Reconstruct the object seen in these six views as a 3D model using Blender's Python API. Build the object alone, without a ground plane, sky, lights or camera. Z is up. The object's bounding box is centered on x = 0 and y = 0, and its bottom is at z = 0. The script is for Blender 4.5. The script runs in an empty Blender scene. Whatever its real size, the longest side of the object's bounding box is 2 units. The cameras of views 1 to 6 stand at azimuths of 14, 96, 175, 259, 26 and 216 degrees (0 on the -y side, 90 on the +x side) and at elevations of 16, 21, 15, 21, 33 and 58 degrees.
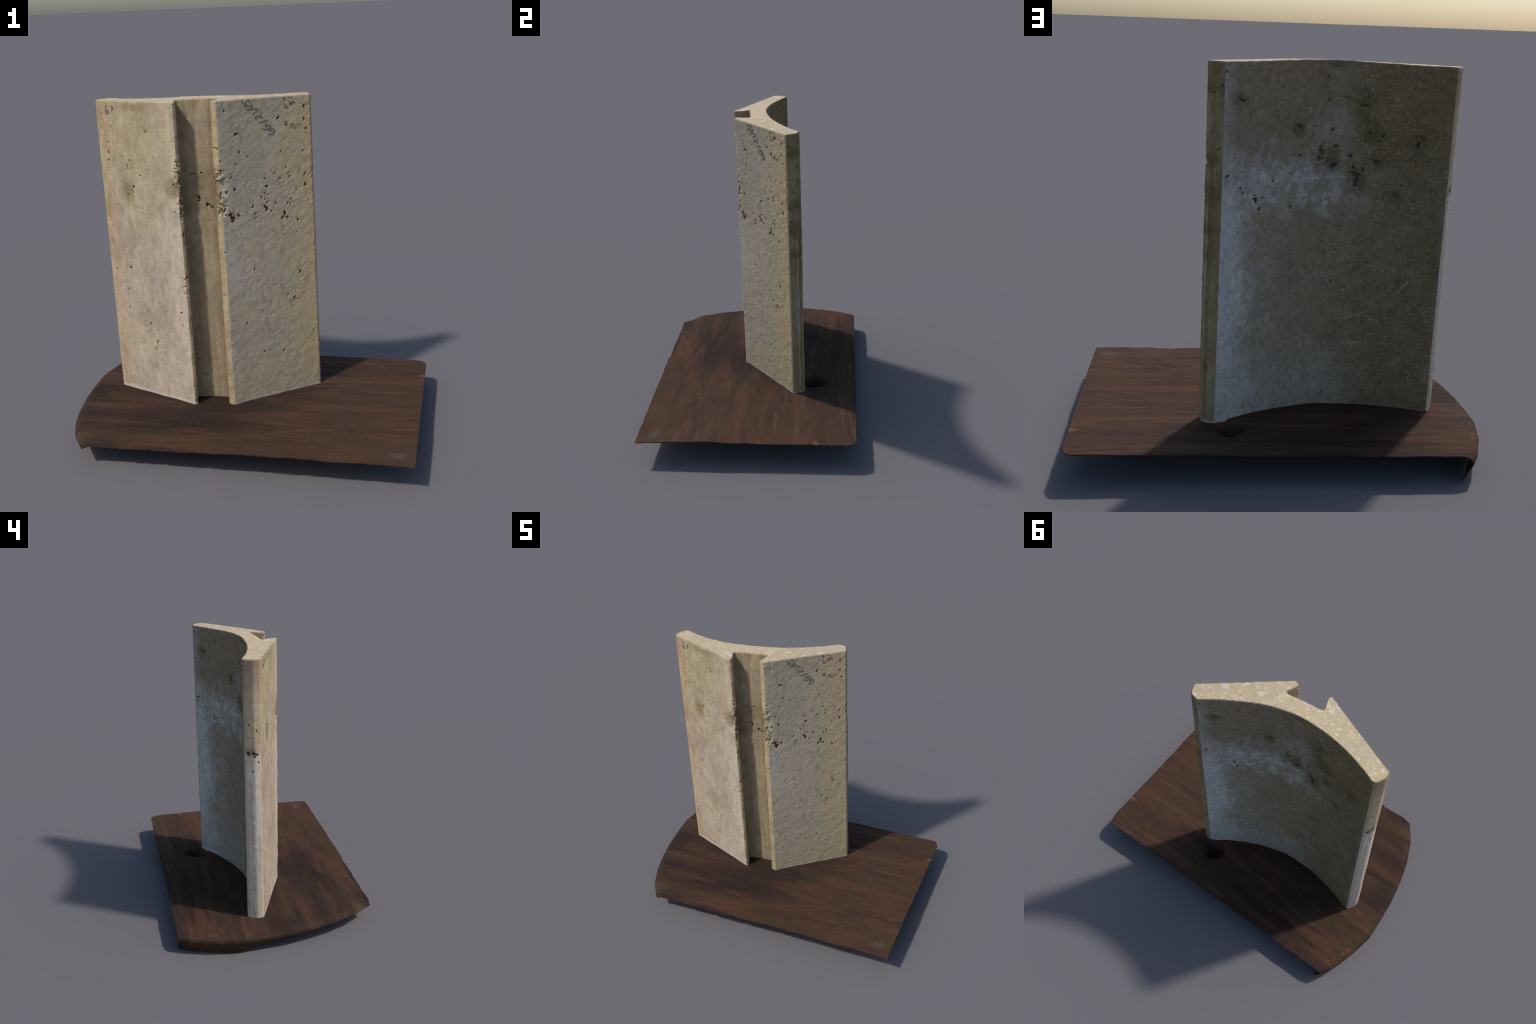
"""A cut length of concrete channel wall (curved inside, two flat outer panels
and a dovetail groove between them) standing on a dark wooden table leaf."""
import bpy, math
import numpy as np
from mathutils import Vector
from mathutils.geometry import delaunay_2d_cdt

rng = np.random.default_rng(67)
Z0, Z1 = 0.138, 1.868            # foot and cut top of the concrete
STEP = 0.0033                    # mesh spacing on the concrete

# ------------------------------------------------------------------ noise --
_perm = np.random.default_rng(11).permutation(1024)
_grad = np.random.default_rng(12).normal(size=(1024, 3))
_grad /= np.linalg.norm(_grad, axis=1)[:, None]

def perlin(p):
    """Gradient noise at points p (N,3), about -0.7..0.7."""
    i = np.floor(p).astype(np.int64)
    f = p - i
    w = f * f * f * (f * (f * 6 - 15) + 10)
    out = np.zeros(len(p))
    for dx in (0, 1):
        for dy in (0, 1):
            for dz in (0, 1):
                h = _perm[(i[:, 0] + dx) & 1023]
                h = _perm[(h + i[:, 1] + dy) & 1023]
                h = _perm[(h + i[:, 2] + dz) & 1023]
                g = _grad[h]
                d = g[:, 0] * (f[:, 0] - dx) + g[:, 1] * (f[:, 1] - dy) + g[:, 2] * (f[:, 2] - dz)
                ww = ((w[:, 0] if dx else 1 - w[:, 0]) * (w[:, 1] if dy else 1 - w[:, 1])
                      * (w[:, 2] if dz else 1 - w[:, 2]))
                out += d * ww
    return out

def fbm(p, wavelength, octaves=3, gain=0.5, seed=0.0):
    q = p / wavelength + seed
    out = np.zeros(len(p)); a = 1.0
    for _ in range(octaves):
        out += a * perlin(q); q = q * 2.03 + 17.3; a *= gain
    return out

def sstep(x, a, b):
    t = np.clip((x - a) / (b - a), 0, 1)
    return t * t * (3 - 2 * t)

# ------------------------------------------------------ concrete profile ---
def fillet(p0, p1, p2, r, n=9):
    a = (p0 - p1) / np.linalg.norm(p0 - p1)
    b = (p2 - p1) / np.linalg.norm(p2 - p1)
    ang = math.acos(max(-1, min(1, float(a @ b))))
    d = r / math.tan(ang / 2)
    q0, q1 = p1 + a * d, p1 + b * d
    m = (a + b) / np.linalg.norm(a + b)
    c = p1 + m * r / math.sin(ang / 2)
    t0 = math.atan2(q0[1] - c[1], q0[0] - c[0]); t1 = math.atan2(q1[1] - c[1], q1[0] - c[0])
    dt = (t1 - t0 + math.pi) % (2 * math.pi) - math.pi
    t = t0 + dt * np.linspace(0, 1, n)
    return np.c_[c[0] + r * np.cos(t), c[1] + r * np.sin(t)]

def catmull(P, n=14):
    P = np.array(P, float)
    E = np.vstack([2 * P[0] - P[1], P, 2 * P[-1] - P[-2]])
    out = []
    for i in range(1, len(E) - 2):
        t = np.linspace(0, 1, n, endpoint=False)[:, None]
        a, b, c, d = E[i - 1:i + 3]
        out.append(.5 * (2 * b + (c - a) * t + (2 * a - 5 * b + 4 * c - d) * t ** 2 + (3 * b - a - 3 * c + d) * t ** 3))
    return np.vstack(out + [P[-1:]])

# corners of the plan, clockwise from the right outer corner: x, y, fillet radius
CORNERS = [("right_outer", .370, .243, .022), ("right_tip_out", -.071, -.1125, .012),
           ("right_tip_in", -.108, -.100, .010), ("groove_right", -.076, -.010, .012),
           ("groove_left", -.314, -.037, .014), ("left_tip_in", -.281, -.130, .007),
           ("left_tip_out", -.296, -.144, .010), ("left_outer", -.818, .076, .016),
           ("left_bulge", -.822, .118, .030), ("left_back", -.787, .187, .034)]
INNER = [(-.766, .179), (-.684, .145), (-.56, .106), (-.431, .084), (-.30, .079), (-.186, .090),
         (-.029, .134), (.12, .209), (.225, .273), (.275, .3125)]
BULGE = (.348, .303, .055)        # the right end is rounded like a bead
LAST = ("right_back", .2885, .3265, .022)

def build_profile():
    arc = catmull(INNER)
    names = [c[0] for c in CORNERS] + [LAST[0]]
    P = [np.array(c[1:3]) for c in CORNERS] + [np.array(LAST[1:3])]
    R = [c[3] for c in CORNERS] + [LAST[3]]
    pts, mark = [], {}
    count = 0
    for i, nm in enumerate(names):
        p0 = P[i - 1] if nm != LAST[0] else arc[-2]
        p2 = P[(i + 1) % len(P)] if nm != "left_back" else arc[1]
        bulge = np.array(BULGE[:2])
        if nm == LAST[0]: p2 = bulge
        if i == 0: p0 = bulge
        f = fillet(p0, P[i], p2, R[i])
        mark[nm] = count + len(f) // 2
        pts.append(f); count += len(f)
        if nm == "left_back":
            pts.append(arc[1:-1]); count += len(arc) - 2
        if nm == LAST[0]: pts.append(fillet(P[i], bulge, P[0], BULGE[2]))
    Q = np.vstack(pts)
    L = np.r_[0, np.cumsum(np.linalg.norm(np.diff(np.vstack([Q, Q[:1]]), axis=0), axis=1))]
    n = int(L[-1] / STEP)
    s = np.linspace(0, L[-1], n, endpoint=False)
    C = np.vstack([Q, Q[:1]])
    x = np.interp(s, L, C[:, 0]); y = np.interp(s, L, C[:, 1])
    cols = {nm: int(round(L[k] / STEP * (STEP * n / L[-1]))) % n for nm, k in mark.items()}
    return np.c_[x, y], s, L[-1], cols

PROF, ARC, PERIM, COL = build_profile()
NC = len(PROF)
REGION = [("outer_panel", "right_outer", "right_tip_out", "panel_right"),
          ("groove", "right_tip_out", "left_tip_out", "groove"),
          ("outer_panel", "left_tip_out", "left_outer", "panel_left"),
          ("side_edge", "left_outer", "left_back", "edge_left"),
          ("curved_inner_wall", "left_back", "right_back", "inner"),
          ("side_edge", "right_back", "right_outer", "edge_right")]

def region_cols(a, b):
    i, j = COL[a], COL[b]
    return np.arange(i, j + 1) if j > i else np.r_[np.arange(i, NC), np.arange(0, j + 1)]

# ------------------------------------------------- pits and voids by face --
# (x or y on the face, height, radius)
PITS = {
    "panel_right": [(.013, 1.519, .006), (.066, 1.549, .005), (.152, 1.377, .009), (.14, 1.342, .006),
        (.124, 1.32, .006), (.141, 1.264, .014), (.149, 1.246, .009), (.154, 1.29, .006), (.167, 1.238, .006),
        (.257, 1.438, .006), (.258, 1.417, .006), (.215, 1.413, .006), (.248, 1.268, .006), (.261, 1.262, .006),
        (.235, 1.208, .012), (.222, 1.191, .010), (.247, 1.187, .007), (.296, 1.165, .008), (.094, 1.211, .005),
        (-.022, 1.25, .017), (-.010, 1.226, .016), (-.046, 1.276, .011), (.017, 1.238, .007), (.003, 1.385, .008),
        (-.034, 1.377, .006), (.282, 1.547, .005), (.019, 1.677, .010), (.218, 1.751, .008), (.199, 1.756, .004),
        (.339, 1.795, .009), (.337, 1.728, .008), (.347, 1.673, .005), (.243, 1.626, .004), (.078, .924, .007),
        (.30, .861, .008), (.237, .733, .006), (.269, .713, .007), (.278, .702, .006), (.188, .809, .005),
        (.31, .729, .005), (.257, .663, .005), (.032, .616, .005), (.113, .423, .005), (.211, .407, .008),
        (.361, .495, .006), (-.03, 1.81, .006), (.326, 1.55, .006), (.333, 1.42, .008), (.336, 1.36, .007)],
    "panel_left": [(-.60, 1.359, .010), (-.591, 1.384, .006), (-.752, 1.569, .007), (-.752, 1.525, .005),
        (-.655, 1.554, .004), (-.667, 1.402, .006), (-.607, 1.532, .005), (-.321, 1.422, .008), (-.718, 1.272, .004),
        (-.394, 1.16, .004), (-.318, 1.272, .006), (-.482, 1.698, .0045), (-.512, 1.679, .0035), (-.719, 1.718, .0045),
        (-.744, 1.624, .005), (-.792, 1.662, .004), (-.776, 1.647, .004), (-.686, 1.76, .003), (-.655, .907, .009),
        (-.669, .932, .004), (-.546, .581, .005), (-.586, .592, .0035), (-.506, .476, .006), (-.528, .431, .0055),
        (-.649, .396, .004), (-.404, .485, .0035), (-.493, .366, .0035)],
    "groove": [(-.249, 1.461, .006), (-.229, 1.46, .005), (-.214, 1.335, .010), (-.213, 1.313, .008),
        (-.167, 1.286, .011), (-.17, 1.261, .004), (-.143, 1.276, .008), (-.19, 1.466, .007)],
    "inner": [(.209, 1.687, .011), (.17, 1.618, .006), (-.062, 1.562, .010), (-.169, 1.444, .015),
        (-.162, 1.41, .010), (-.243, 1.472, .010), (-.234, 1.376, .011), (-.312, 1.423, .011), (-.368, 1.663, .010),
        (-.388, 1.705, .006), (-.285, 1.70, .007), (-.253, 1.703, .004), (-.203, 1.683, .005), (-.195, 1.791, .005),
        (-.404, 1.536, .007), (-.463, 1.524, .007), (-.449, 1.493, .006), (-.631, 1.486, .012), (-.652, 1.519, .007),
        (-.342, 1.338, .013), (-.338, 1.366, .009), (-.35, 1.303, .017), (-.381, 1.359, .010), (-.441, 1.396, .010),
        (-.424, 1.403, .007), (-.46, 1.397, .007), (.141, 1.226, .014), (.122, 1.182, .010), (.107, 1.234, .007),
        (.215, 1.287, .007), (.204, 1.266, .006), (.055, 1.308, .008), (.274, 1.347, .010), (-.042, 1.429, .005),
        (-.068, 1.426, .006), (-.01, 1.375, .005), (-.543, 1.246, .006), (-.457, 1.456, .005), (-.222, 1.546, .006),
        (-.169, 1.623, .004), (-.21, 1.603, .004), (.289, 1.822, .007), (-.564, 1.288, .005), (-.029, 1.18, .006)],
    "edge_left": [(.123, 1.263, .017), (.160, 1.271, .012), (.154, 1.453, .006), (.11, 1.481, .004)],
    "edge_right": [(.25, 1.79, .006), (.31, 1.728, .005), (.255, 1.582, .006), (.26, 1.396, .009),
        (.27, 1.322, .006), (.296, 1.489, .004), (.28, 1.502, .005)],
}
# how many unnamed small pores each face gets, how many of them in the porous band
PORES = {"panel_right": (14, 50), "panel_left": (30, 20), "groove": (15, 20), "inner": (20, 40),
         "edge_left": (8, 12), "edge_right": (15, 20)}

def crown_height(x, y):
    return .013 * np.exp(-((x + .2) / .27) ** 2) * (.4 + .6 * sstep(y, -.1, .08)) - .012

def top_relief(x, y):
    q = np.stack([x, y, np.zeros_like(x)], -1).reshape(-1, 3)
    return .0025 * fbm(q, .07, 3, .6, 8.8).reshape(x.shape)

def build_concrete():
    # rows: evenly up the wall, then a small rounded arris at the cut top
    r_top = 0.007
    nz = int((Z1 - r_top - Z0) / STEP)
    zz = np.linspace(Z0, Z1 - r_top, nz)
    ang = np.linspace(0, math.pi / 2, 6)[1:]
    zz = np.r_[zz, Z1 - r_top + r_top * np.sin(ang)]
    inset = np.r_[np.zeros(nz), r_top * (1 - np.cos(ang))]
    NR = len(zz)
    t = np.roll(PROF, -1, 0) - np.roll(PROF, 1, 0)
    t /= np.linalg.norm(t, axis=1)[:, None]
    nrm = np.c_[-t[:, 1], t[:, 0]]            # plan runs clockwise: outward is to the left
    # the plan drifts a little to +x toward the foot
    drift = (1 - (zz - .14) / 1.712)
    X = PROF[None, :, 0] + .003 + (0.022 + .004 * PROF[None, :, 0]) * drift[:, None]
    Y = PROF[None, :, 1] + .003 + .011 * drift[:, None] * (
        (1 - .7 * sstep(PROF[None, :, 0], -.45, -.80))
        * (1 - .3 * np.exp(-((PROF[None, :, 0] + .08) / .08) ** 2) * sstep(PROF[None, :, 1], -.02, -.08)))
    Zg = np.repeat(zz[:, None], NC, 1)
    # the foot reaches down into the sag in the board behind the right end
    near = np.exp(-((PROF[:, 0] - .25) ** 2 + (PROF[:, 1] - .34) ** 2) / (2 * .09 ** 2))
    low = np.exp(-(zz - Z0) / .02)
    Zg -= low[:, None] * near[None, :] * .012
    # rough sawn rim: the top edge wavers by a millimetre or two
    P = np.stack([X, Y, Zg], -1).reshape(-1, 3)
    # ---- relief amplitude per column, blended across the arrises
    amp = np.zeros(NC); pitchy = np.zeros(NC)
    for _, a, b, key in REGION:
        c = region_cols(a, b)
        amp[c] = {"panel_right": .0016, "panel_left": .0007, "groove": .0010, "inner": .0006,
                  "edge_left": .0010, "edge_right": .0017}[key]
        pitchy[c] = 1.0 if key == "panel_right" else .35
    k = np.exp(-np.linspace(-2, 2, 9) ** 2); k /= k.sum()
    amp = np.convolve(np.r_[amp[-4:], amp, amp[:4]], k, "valid")
    pitchy = np.convolve(np.r_[pitchy[-4:], pitchy, pitchy[:4]], k, "valid")
    A = np.tile(amp, NR); B = np.tile(pitchy, NR)
    tilt = np.c_[P[:, 0] * .8 + P[:, 2] * .6, P[:, 1], P[:, 2] * .8 - P[:, 0] * .6]
    patch = .45 + .9 * sstep(fbm(P, .16, 2, .5, 7.7), -.3, .4)
    disp = A * (1.0 * fbm(P, .06, 2, .5) + patch * (.75 * fbm(tilt * np.array([1, 1, 1.9]), .045, 2, .45, 2.1)
                                                    + .42 * B * fbm(P, .014, 2, .6, 5.1)))
    disp += .0022 * fbm(P, .35, 2, .5, 9.7)
    band = np.exp(-((P[:, 2] - 1.37) / .13) ** 2)
    # ---- broken arrises either side of the groove and softer ones elsewhere
    S = np.tile(ARC, NR)
    def arc_dist(name):
        d = np.abs(S - ARC[COL[name]]); return np.minimum(d, PERIM - d)
    chip_noise = fbm(P, .05, 4, .7, 3.3)
    for name, width, deep, bias in (("right_tip_out", .026, .020, .05), ("right_tip_in", .012, .008, .1),
                                    ("left_tip_in", .018, .015, .02), ("left_tip_out", .020, .013, .02),
                                    ("right_outer", .022, .009, .05), ("right_back", .015, .004, .2),
                                    ("left_outer", .012, .003, .25), ("left_back", .010, .003, .25)):
        d = arc_dist(name)
        edge = np.exp(-(d / width) ** 2)
        b2 = band * (1.0 if "tip" in name else .6)
        disp -= deep * edge * sstep(chip_noise + .95 * b2, .42 + bias, .80 + bias)
    # ---- cast seams: fine upright lines on the narrow side edges
    for a, b, pos, h in (("right_back", "right_outer", .60, .004), ("right_back", "right_outer", .46, -.004),
                         ("left_outer", "left_back", .5, .0007)):
        c = region_cols(a, b)
        s0 = ARC[c[int(len(c) * pos)]]
        wob = .004 * np.interp(P[:, 2], np.linspace(0, 2, 60), np.random.default_rng(int(pos * 100)).normal(size=60))
        d = np.abs(S - s0 - wob); d = np.minimum(d, PERIM - d)
        disp += h * np.exp(-(d / .004) ** 2) * sstep(P[:, 2], 1.5, 1.1)
    for name in ("right_tip_out", "right_tip_in", "left_tip_in", "left_tip_out"):
        disp += np.exp(-(arc_dist(name) / .016) ** 2) * .0035 * fbm(P, .10, 3, .6, 6.6)
    rear = np.exp(-(arc_dist("right_back") / .03) ** 2)
    disp -= rear * (.004 + .006 * sstep(P[:, 2], 1.3, .5))
    # ---- pits
    disp = disp.reshape(NR, NC); Pg = P.reshape(NR, NC, 3)
    void = np.zeros((NR, NC), bool)
    for _, a, b, key in REGION:
        c = region_cols(a, b)
        axis = 1 if key.startswith("edge") else 0
        lst = list(PITS[key])
        m = len(c)
        free, inband = PORES[key]
        for i in range(free + inband):
            cc = c[int(rng.uniform(.06, .94) * m)]
            z = rng.normal(1.36, .11) if i >= free else rng.uniform(.2, 1.82)
            if z > 1.83: continue
            lst.append((None, z, .0018 + .0045 * rng.random() ** 3, cc))
        for pit in lst:
            z, r = pit[1], pit[2]
            row = int(np.argmin(np.abs(zz - z)))
            if pit[0] is None: col = pit[3]
            else:
                # the groove's undercut walls share x with its floor: keep to the floor
                cand = c[int(m * .25):int(m * .75)] if key == "groove" else c[3:-3]
                col = cand[int(np.argmin(np.abs(Pg[row, cand, axis] - pit[0])))]
            w = int(2.4 * r / STEP) + 2
            r0, r1 = max(0, row - w), min(nz - 1, row + w + 1)
            cc = np.arange(col - w, col + w + 1)
            du = (cc - col) * STEP
            dv = zz[r0:r1] - z
            U, V = np.meshgrid(du, dv)
            th = rng.uniform(0, math.pi); el = 1.0 + 2.2 * rng.random() ** 1.5
            a1 = (U * math.cos(th) + V * math.sin(th)) / el ** .5
            a2 = (-U * math.sin(th) + V * math.cos(th)) * el ** .5
            pts = np.stack([U, V, np.full_like(U, z * 37 + col)], -1).reshape(-1, 3)
            ragged = fbm(pts, max(.008, r * 1.1), 3, .75, 1.7).reshape(U.shape)
            q = np.hypot(a1, a2) / r * (1.15 if r > .004 else 1.25) + 1.7 * ragged * (1 if r > .004 else .3)
            dep = min(.016, .006 + r * .75)
            cut = dep * sstep(q, 1.05, .45)
            sub = disp[r0:r1][:, cc % NC]
            disp[r0:r1, cc % NC] = sub * (1 - .6 * sstep(q, 1.05, .45)) - cut * (1 if r > .003 else .6)
            void[r0:r1, cc % NC] |= q < (.78 if r > .004 else .6)
    inset_g = np.repeat(inset[:, None], NC, 1) * (1 + .25 * fbm(P, .03, 2, .5, 4.4).reshape(NR, NC))
    off = disp - inset_g
    V3 = Pg.copy()
    V3[..., 0] += nrm[None, :, 0] * off
    V3[..., 1] += nrm[None, :, 1] * off
    topfade = sstep(Zg, Z1 - .03, Z1)
    # the sawn top is a shade higher over the middle of the curved back
    crown = crown_height(V3[..., 0], V3[..., 1])
    V3[..., 2] += sstep(Zg, Z1 - .25, Z1) * crown
    V3[..., 2] += topfade * top_relief(V3[..., 0], V3[..., 1])
    # smooth normals of the whole skin
    du = np.roll(V3, -1, 1) - np.roll(V3, 1, 1)
    dv = np.gradient(V3, axis=0)
    N = np.cross(dv, du)
    N /= np.linalg.norm(N, axis=-1)[..., None] + 1e-12
    outward = np.einsum("ijk,jk->ij", N[..., :2], nrm).mean()
    if outward < 0: N = -N
    return V3, N, void, outward < 0

# ---------------------------------------------------------------- nodes ----
class Mat:
    """Small helper to write node materials as expressions on Object coordinates."""
    def __init__(self, name, rough=.85, spec=.25):
        self.m = bpy.data.materials.new(name); self.m.use_nodes = True
        self.t = self.m.node_tree; self.n = self.t.nodes; self.n.clear()
        self.out = self.n.new("ShaderNodeOutputMaterial")
        self.b = self.n.new("ShaderNodeBsdfPrincipled")
        self.b.inputs["Roughness"].default_value = rough
        self.b.inputs["Specular IOR Level"].default_value = spec
        self.t.links.new(self.b.outputs[0], self.out.inputs[0])
        self.pos = self.n.new("ShaderNodeTexCoord").outputs["Object"]
        s = self.n.new("ShaderNodeSeparateXYZ"); self.link(self.pos, s.inputs[0])
        self.x, self.y, self.z = s.outputs
    def link(self, a, b):
        if hasattr(a, "is_output"): self.t.links.new(a, b)
        else:
            b.default_value = (tuple(a) + (1,)) if isinstance(a, tuple) and len(a) == 3 and b.type == "RGBA" else a
    def map(self, scale=(1, 1, 1), rot=(0, 0, 0), loc=(0, 0, 0)):
        k = self.n.new("ShaderNodeMapping"); self.link(self.pos, k.inputs[0])
        k.inputs["Location"].default_value = loc
        k.inputs["Rotation"].default_value = rot; k.inputs["Scale"].default_value = scale
        return k.outputs[0]
    def noise(self, scale, detail=3, rough=.55, vec=None, dist=0):
        k = self.n.new("ShaderNodeTexNoise"); self.link(vec if vec is not None else self.pos, k.inputs["Vector"])
        k.inputs["Scale"].default_value = scale; k.inputs["Detail"].default_value = detail
        k.inputs["Roughness"].default_value = rough; k.inputs["Distortion"].default_value = dist
        return k.outputs[0]
    def voro(self, scale, vec=None, feature="F1", rnd=1.0):
        k = self.n.new("ShaderNodeTexVoronoi"); k.feature = feature
        self.link(vec if vec is not None else self.pos, k.inputs["Vector"])
        k.inputs["Scale"].default_value = scale; k.inputs["Randomness"].default_value = rnd
        return k
    def math(self, op, a, b=0.0, c=None):
        k = self.n.new("ShaderNodeMath"); k.operation = op
        self.link(a, k.inputs[0]); self.link(b, k.inputs[1])
        if c is not None: self.link(c, k.inputs[2])
        return k.outputs[0]
    def step(self, v, a, b, lo=0.0, hi=1.0):
        k = self.n.new("ShaderNodeMapRange"); k.interpolation_type = "SMOOTHSTEP"
        self.link(v, k.inputs[0])
        if a > b: a, b, lo, hi = b, a, hi, lo
        for i, q in enumerate((a, b, lo, hi)): k.inputs[i + 1].default_value = q
        return k.outputs[0]
    def mix(self, f, a, b, mode="MIX"):
        k = self.n.new("ShaderNodeMix"); k.data_type = "RGBA"; k.blend_type = mode
        self.link(f, k.inputs[0]); self.link(a, k.inputs[6]); self.link(b, k.inputs[7])
        return k.outputs[2]
    def mul(self, a, b): return self.math("MULTIPLY", a, b)
    def add(self, a, b): return self.math("ADD", a, b)
    def blob(self, c, size, ragged=.5, scale=14, soft=.6):
        """1 inside a ragged patch around c with half-sizes size, 0 outside."""
        inv = [1 / q for q in size]
        v = self.map(tuple(inv), loc=tuple(-c[i] * inv[i] for i in range(3)))
        k = self.n.new("ShaderNodeVectorMath"); k.operation = "LENGTH"; self.link(v, k.inputs[0])
        d = self.add(k.outputs["Value"], self.mul(self.math("SUBTRACT", self.noise(scale, 4, .6), .5), ragged * 2))
        return self.step(d, 1.0, 1.0 - soft)
    def finish(self, color, height=None, strength=.3, distance=.004):
        self.link(color, self.b.inputs["Base Color"])
        if height is not None:
            k = self.n.new("ShaderNodeBump"); k.inputs["Strength"].default_value = strength
            k.inputs["Distance"].default_value = distance
            self.link(height, k.inputs["Height"]); self.link(k.outputs[0], self.b.inputs["Normal"])
        return self.m

def concrete_common(M, col, grain=.16, speck=.35, foot=True, hue=.5):
    """Mottle, pale specks, pin pores and the pale crumbly foot that every face shares."""
    # centimetre mottle that swings between a pinkish and a greenish cast
    k = M.noise(27, 4, .62)
    col = M.mix(M.step(k, .52, .68, 0, hue), col, M.mix(1.0, col, (1.04, .92, .84), "MULTIPLY"))
    k2 = M.noise(24, 4, .62, M.map(loc=(7, 3, 5)))
    col = M.mix(M.step(k2, .52, .68, 0, hue), col, M.mix(1.0, col, (.93, .97, .88), "MULTIPLY"))
    g = M.noise(42, 5, .68)
    col = M.mix(M.step(g, .46, .70, 0, grain * 2.2), col, M.mix(1.0, col, (.62, .58, .50), "MULTIPLY"))
    h = M.noise(34, 4, .66, M.map((1, 1, 1.3), loc=(3, 1, 2)))
    col = M.mix(M.step(h, .52, .70, 0, speck), col, M.mix(1.0, col, (1.32, 1.32, 1.34), "MULTIPLY"))
    fine = M.noise(170, 3, .6)
    col = M.mix(M.step(fine, .40, .7, 0, .25), col, M.mix(1.0, col, (.62, .58, .5), "MULTIPLY"))
    v = M.voro(95)
    rare = M.step(M.noise(23, 2, .5), .60, .70)
    pore = M.mul(M.step(v.outputs["Distance"], .20, .12), rare)
    col = M.mix(M.mul(pore, .6), col, (.11, .085, .055))
    if foot:
        f = M.step(M.add(M.z, M.mul(M.math("SUBTRACT", M.noise(26, 4, .65), .5), .05)), .160, .150)
        col = M.mix(M.mul(f, .45), col, (.62, .60, .55))
    return col, M.add(M.mul(g, .5), M.mul(fine, .35))

def mat_panel_left():
    M = Mat("pale_concrete")
    n1 = M.noise(4.5, 4, .55, M.map((1, 1, .8)))
    c = M.mix(M.step(n1, .40, .60), (.50, .41, .305), (.475, .41, .325))
    c = M.mix(M.step(M.noise(3.6, 4, .6, M.map(loc=(5, 2, 1))), .48, .64, 0, .75), c, (.425, .35, .295))
    up = M.mul(M.step(M.z, 1.42, 1.62), M.step(M.x, -.38, -.55))
    c = M.mix(M.mul(up, .6), c, (.42, .365, .235))
    pale = M.step(M.add(M.x, M.mul(M.math("SUBTRACT", M.noise(6, 4), .5), .35)), -.46, -.31)
    c = M.mix(M.mul(pale, .8), c, (.60, .53, .43))
    wv = M.math("SUBTRACT", M.noise(4, 5, .65, M.map(loc=(1, 6, 2))), .5)
    tan = M.step(M.add(M.z, M.mul(wv, .6)), 1.22, 1.42)
    c = M.mix(M.mul(tan, .45), c, (.445, .375, .24))
    c = M.mix(M.mul(M.step(M.add(M.z, M.mul(wv, .6)), 1.15, .95), .35), c, (.545, .455, .385))
    warm = M.step(M.add(M.x, M.mul(M.math("SUBTRACT", M.noise(6, 4), .5), .12)), -.67, -.79)
    c = M.mix(M.mul(warm, .7), c, (.50, .375, .24))
    tide = M.blob((-.50, .0, 1.19), (.30, .4, .10), .5, 9, .8)
    c = M.mix(M.mul(tide, .35), c, (.56, .48, .37))
    grey = M.blob((-.50, .0, .88), (.16, .4, .26), .5, 6, .9)
    c = M.mix(M.mul(grey, .5), c, (.40, .345, .30))
    for q, sz, rg, st, col in (((-.635, .01, 1.35), (.07, .2, .10), .25, .65, (.27, .215, .11)),
                               ((-.33, -.12, 1.405), (.07, .2, .10), .3, .65, (.27, .22, .14)),
                               ((-.79, .05, 1.27), (.05, .2, .13), .5, .5, (.34, .27, .13)),
                               ((-.665, .02, .915), (.02, .2, .03), .3, .5, (.30, .24, .13)),
                               ((-.58, .0, 1.825), (.17, .2, .03), .5, .55, (.29, .235, .12)),
                               ((-.48, .0, 1.71), (.03, .2, .035), .4, .5, (.33, .27, .14)),
                               ((-.585, .0, 1.52), (.02, .2, .04), .4, .5, (.33, .28, .15)),
                               ((-.60, .0, .61), (.14, .2, .10), .6, .35, (.33, .27, .17))):
        c = M.mix(M.mul(M.blob(q, sz, rg + .15, 13, .8), st * 1.15), c, col)
    cloud = M.noise(7, 5, .66, M.map((1, 1, .8), loc=(8, 2, 5)))
    c = M.mix(M.step(cloud, .49, .63, 0, .6), c, M.mix(1.0, c, (.80, .755, .73), "MULTIPLY"))
    c = M.mix(M.step(cloud, .46, .34, 0, .6), c, M.mix(1.0, c, (1.16, 1.17, 1.18), "MULTIPLY"))
    brush = M.noise(20, 5, .68, M.map((1.5, 1, .55), rot=(0, -.35, 0), loc=(2, 2, 6)))
    c = M.mix(M.step(brush, .45, .64, 0, .45), c, M.mix(1.0, c, (.74, .70, .66), "MULTIPLY"))
    c = M.mix(M.step(brush, .46, .34, 0, .5), c, M.mix(1.0, c, (1.24, 1.26, 1.27), "MULTIPLY"))
    c = M.mix(1.0, c, (1.02, .985, .93), "MULTIPLY")
    c, h = concrete_common(M, c, .18, .40, True, .7)
    return M.finish(c, h, .22)

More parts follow.
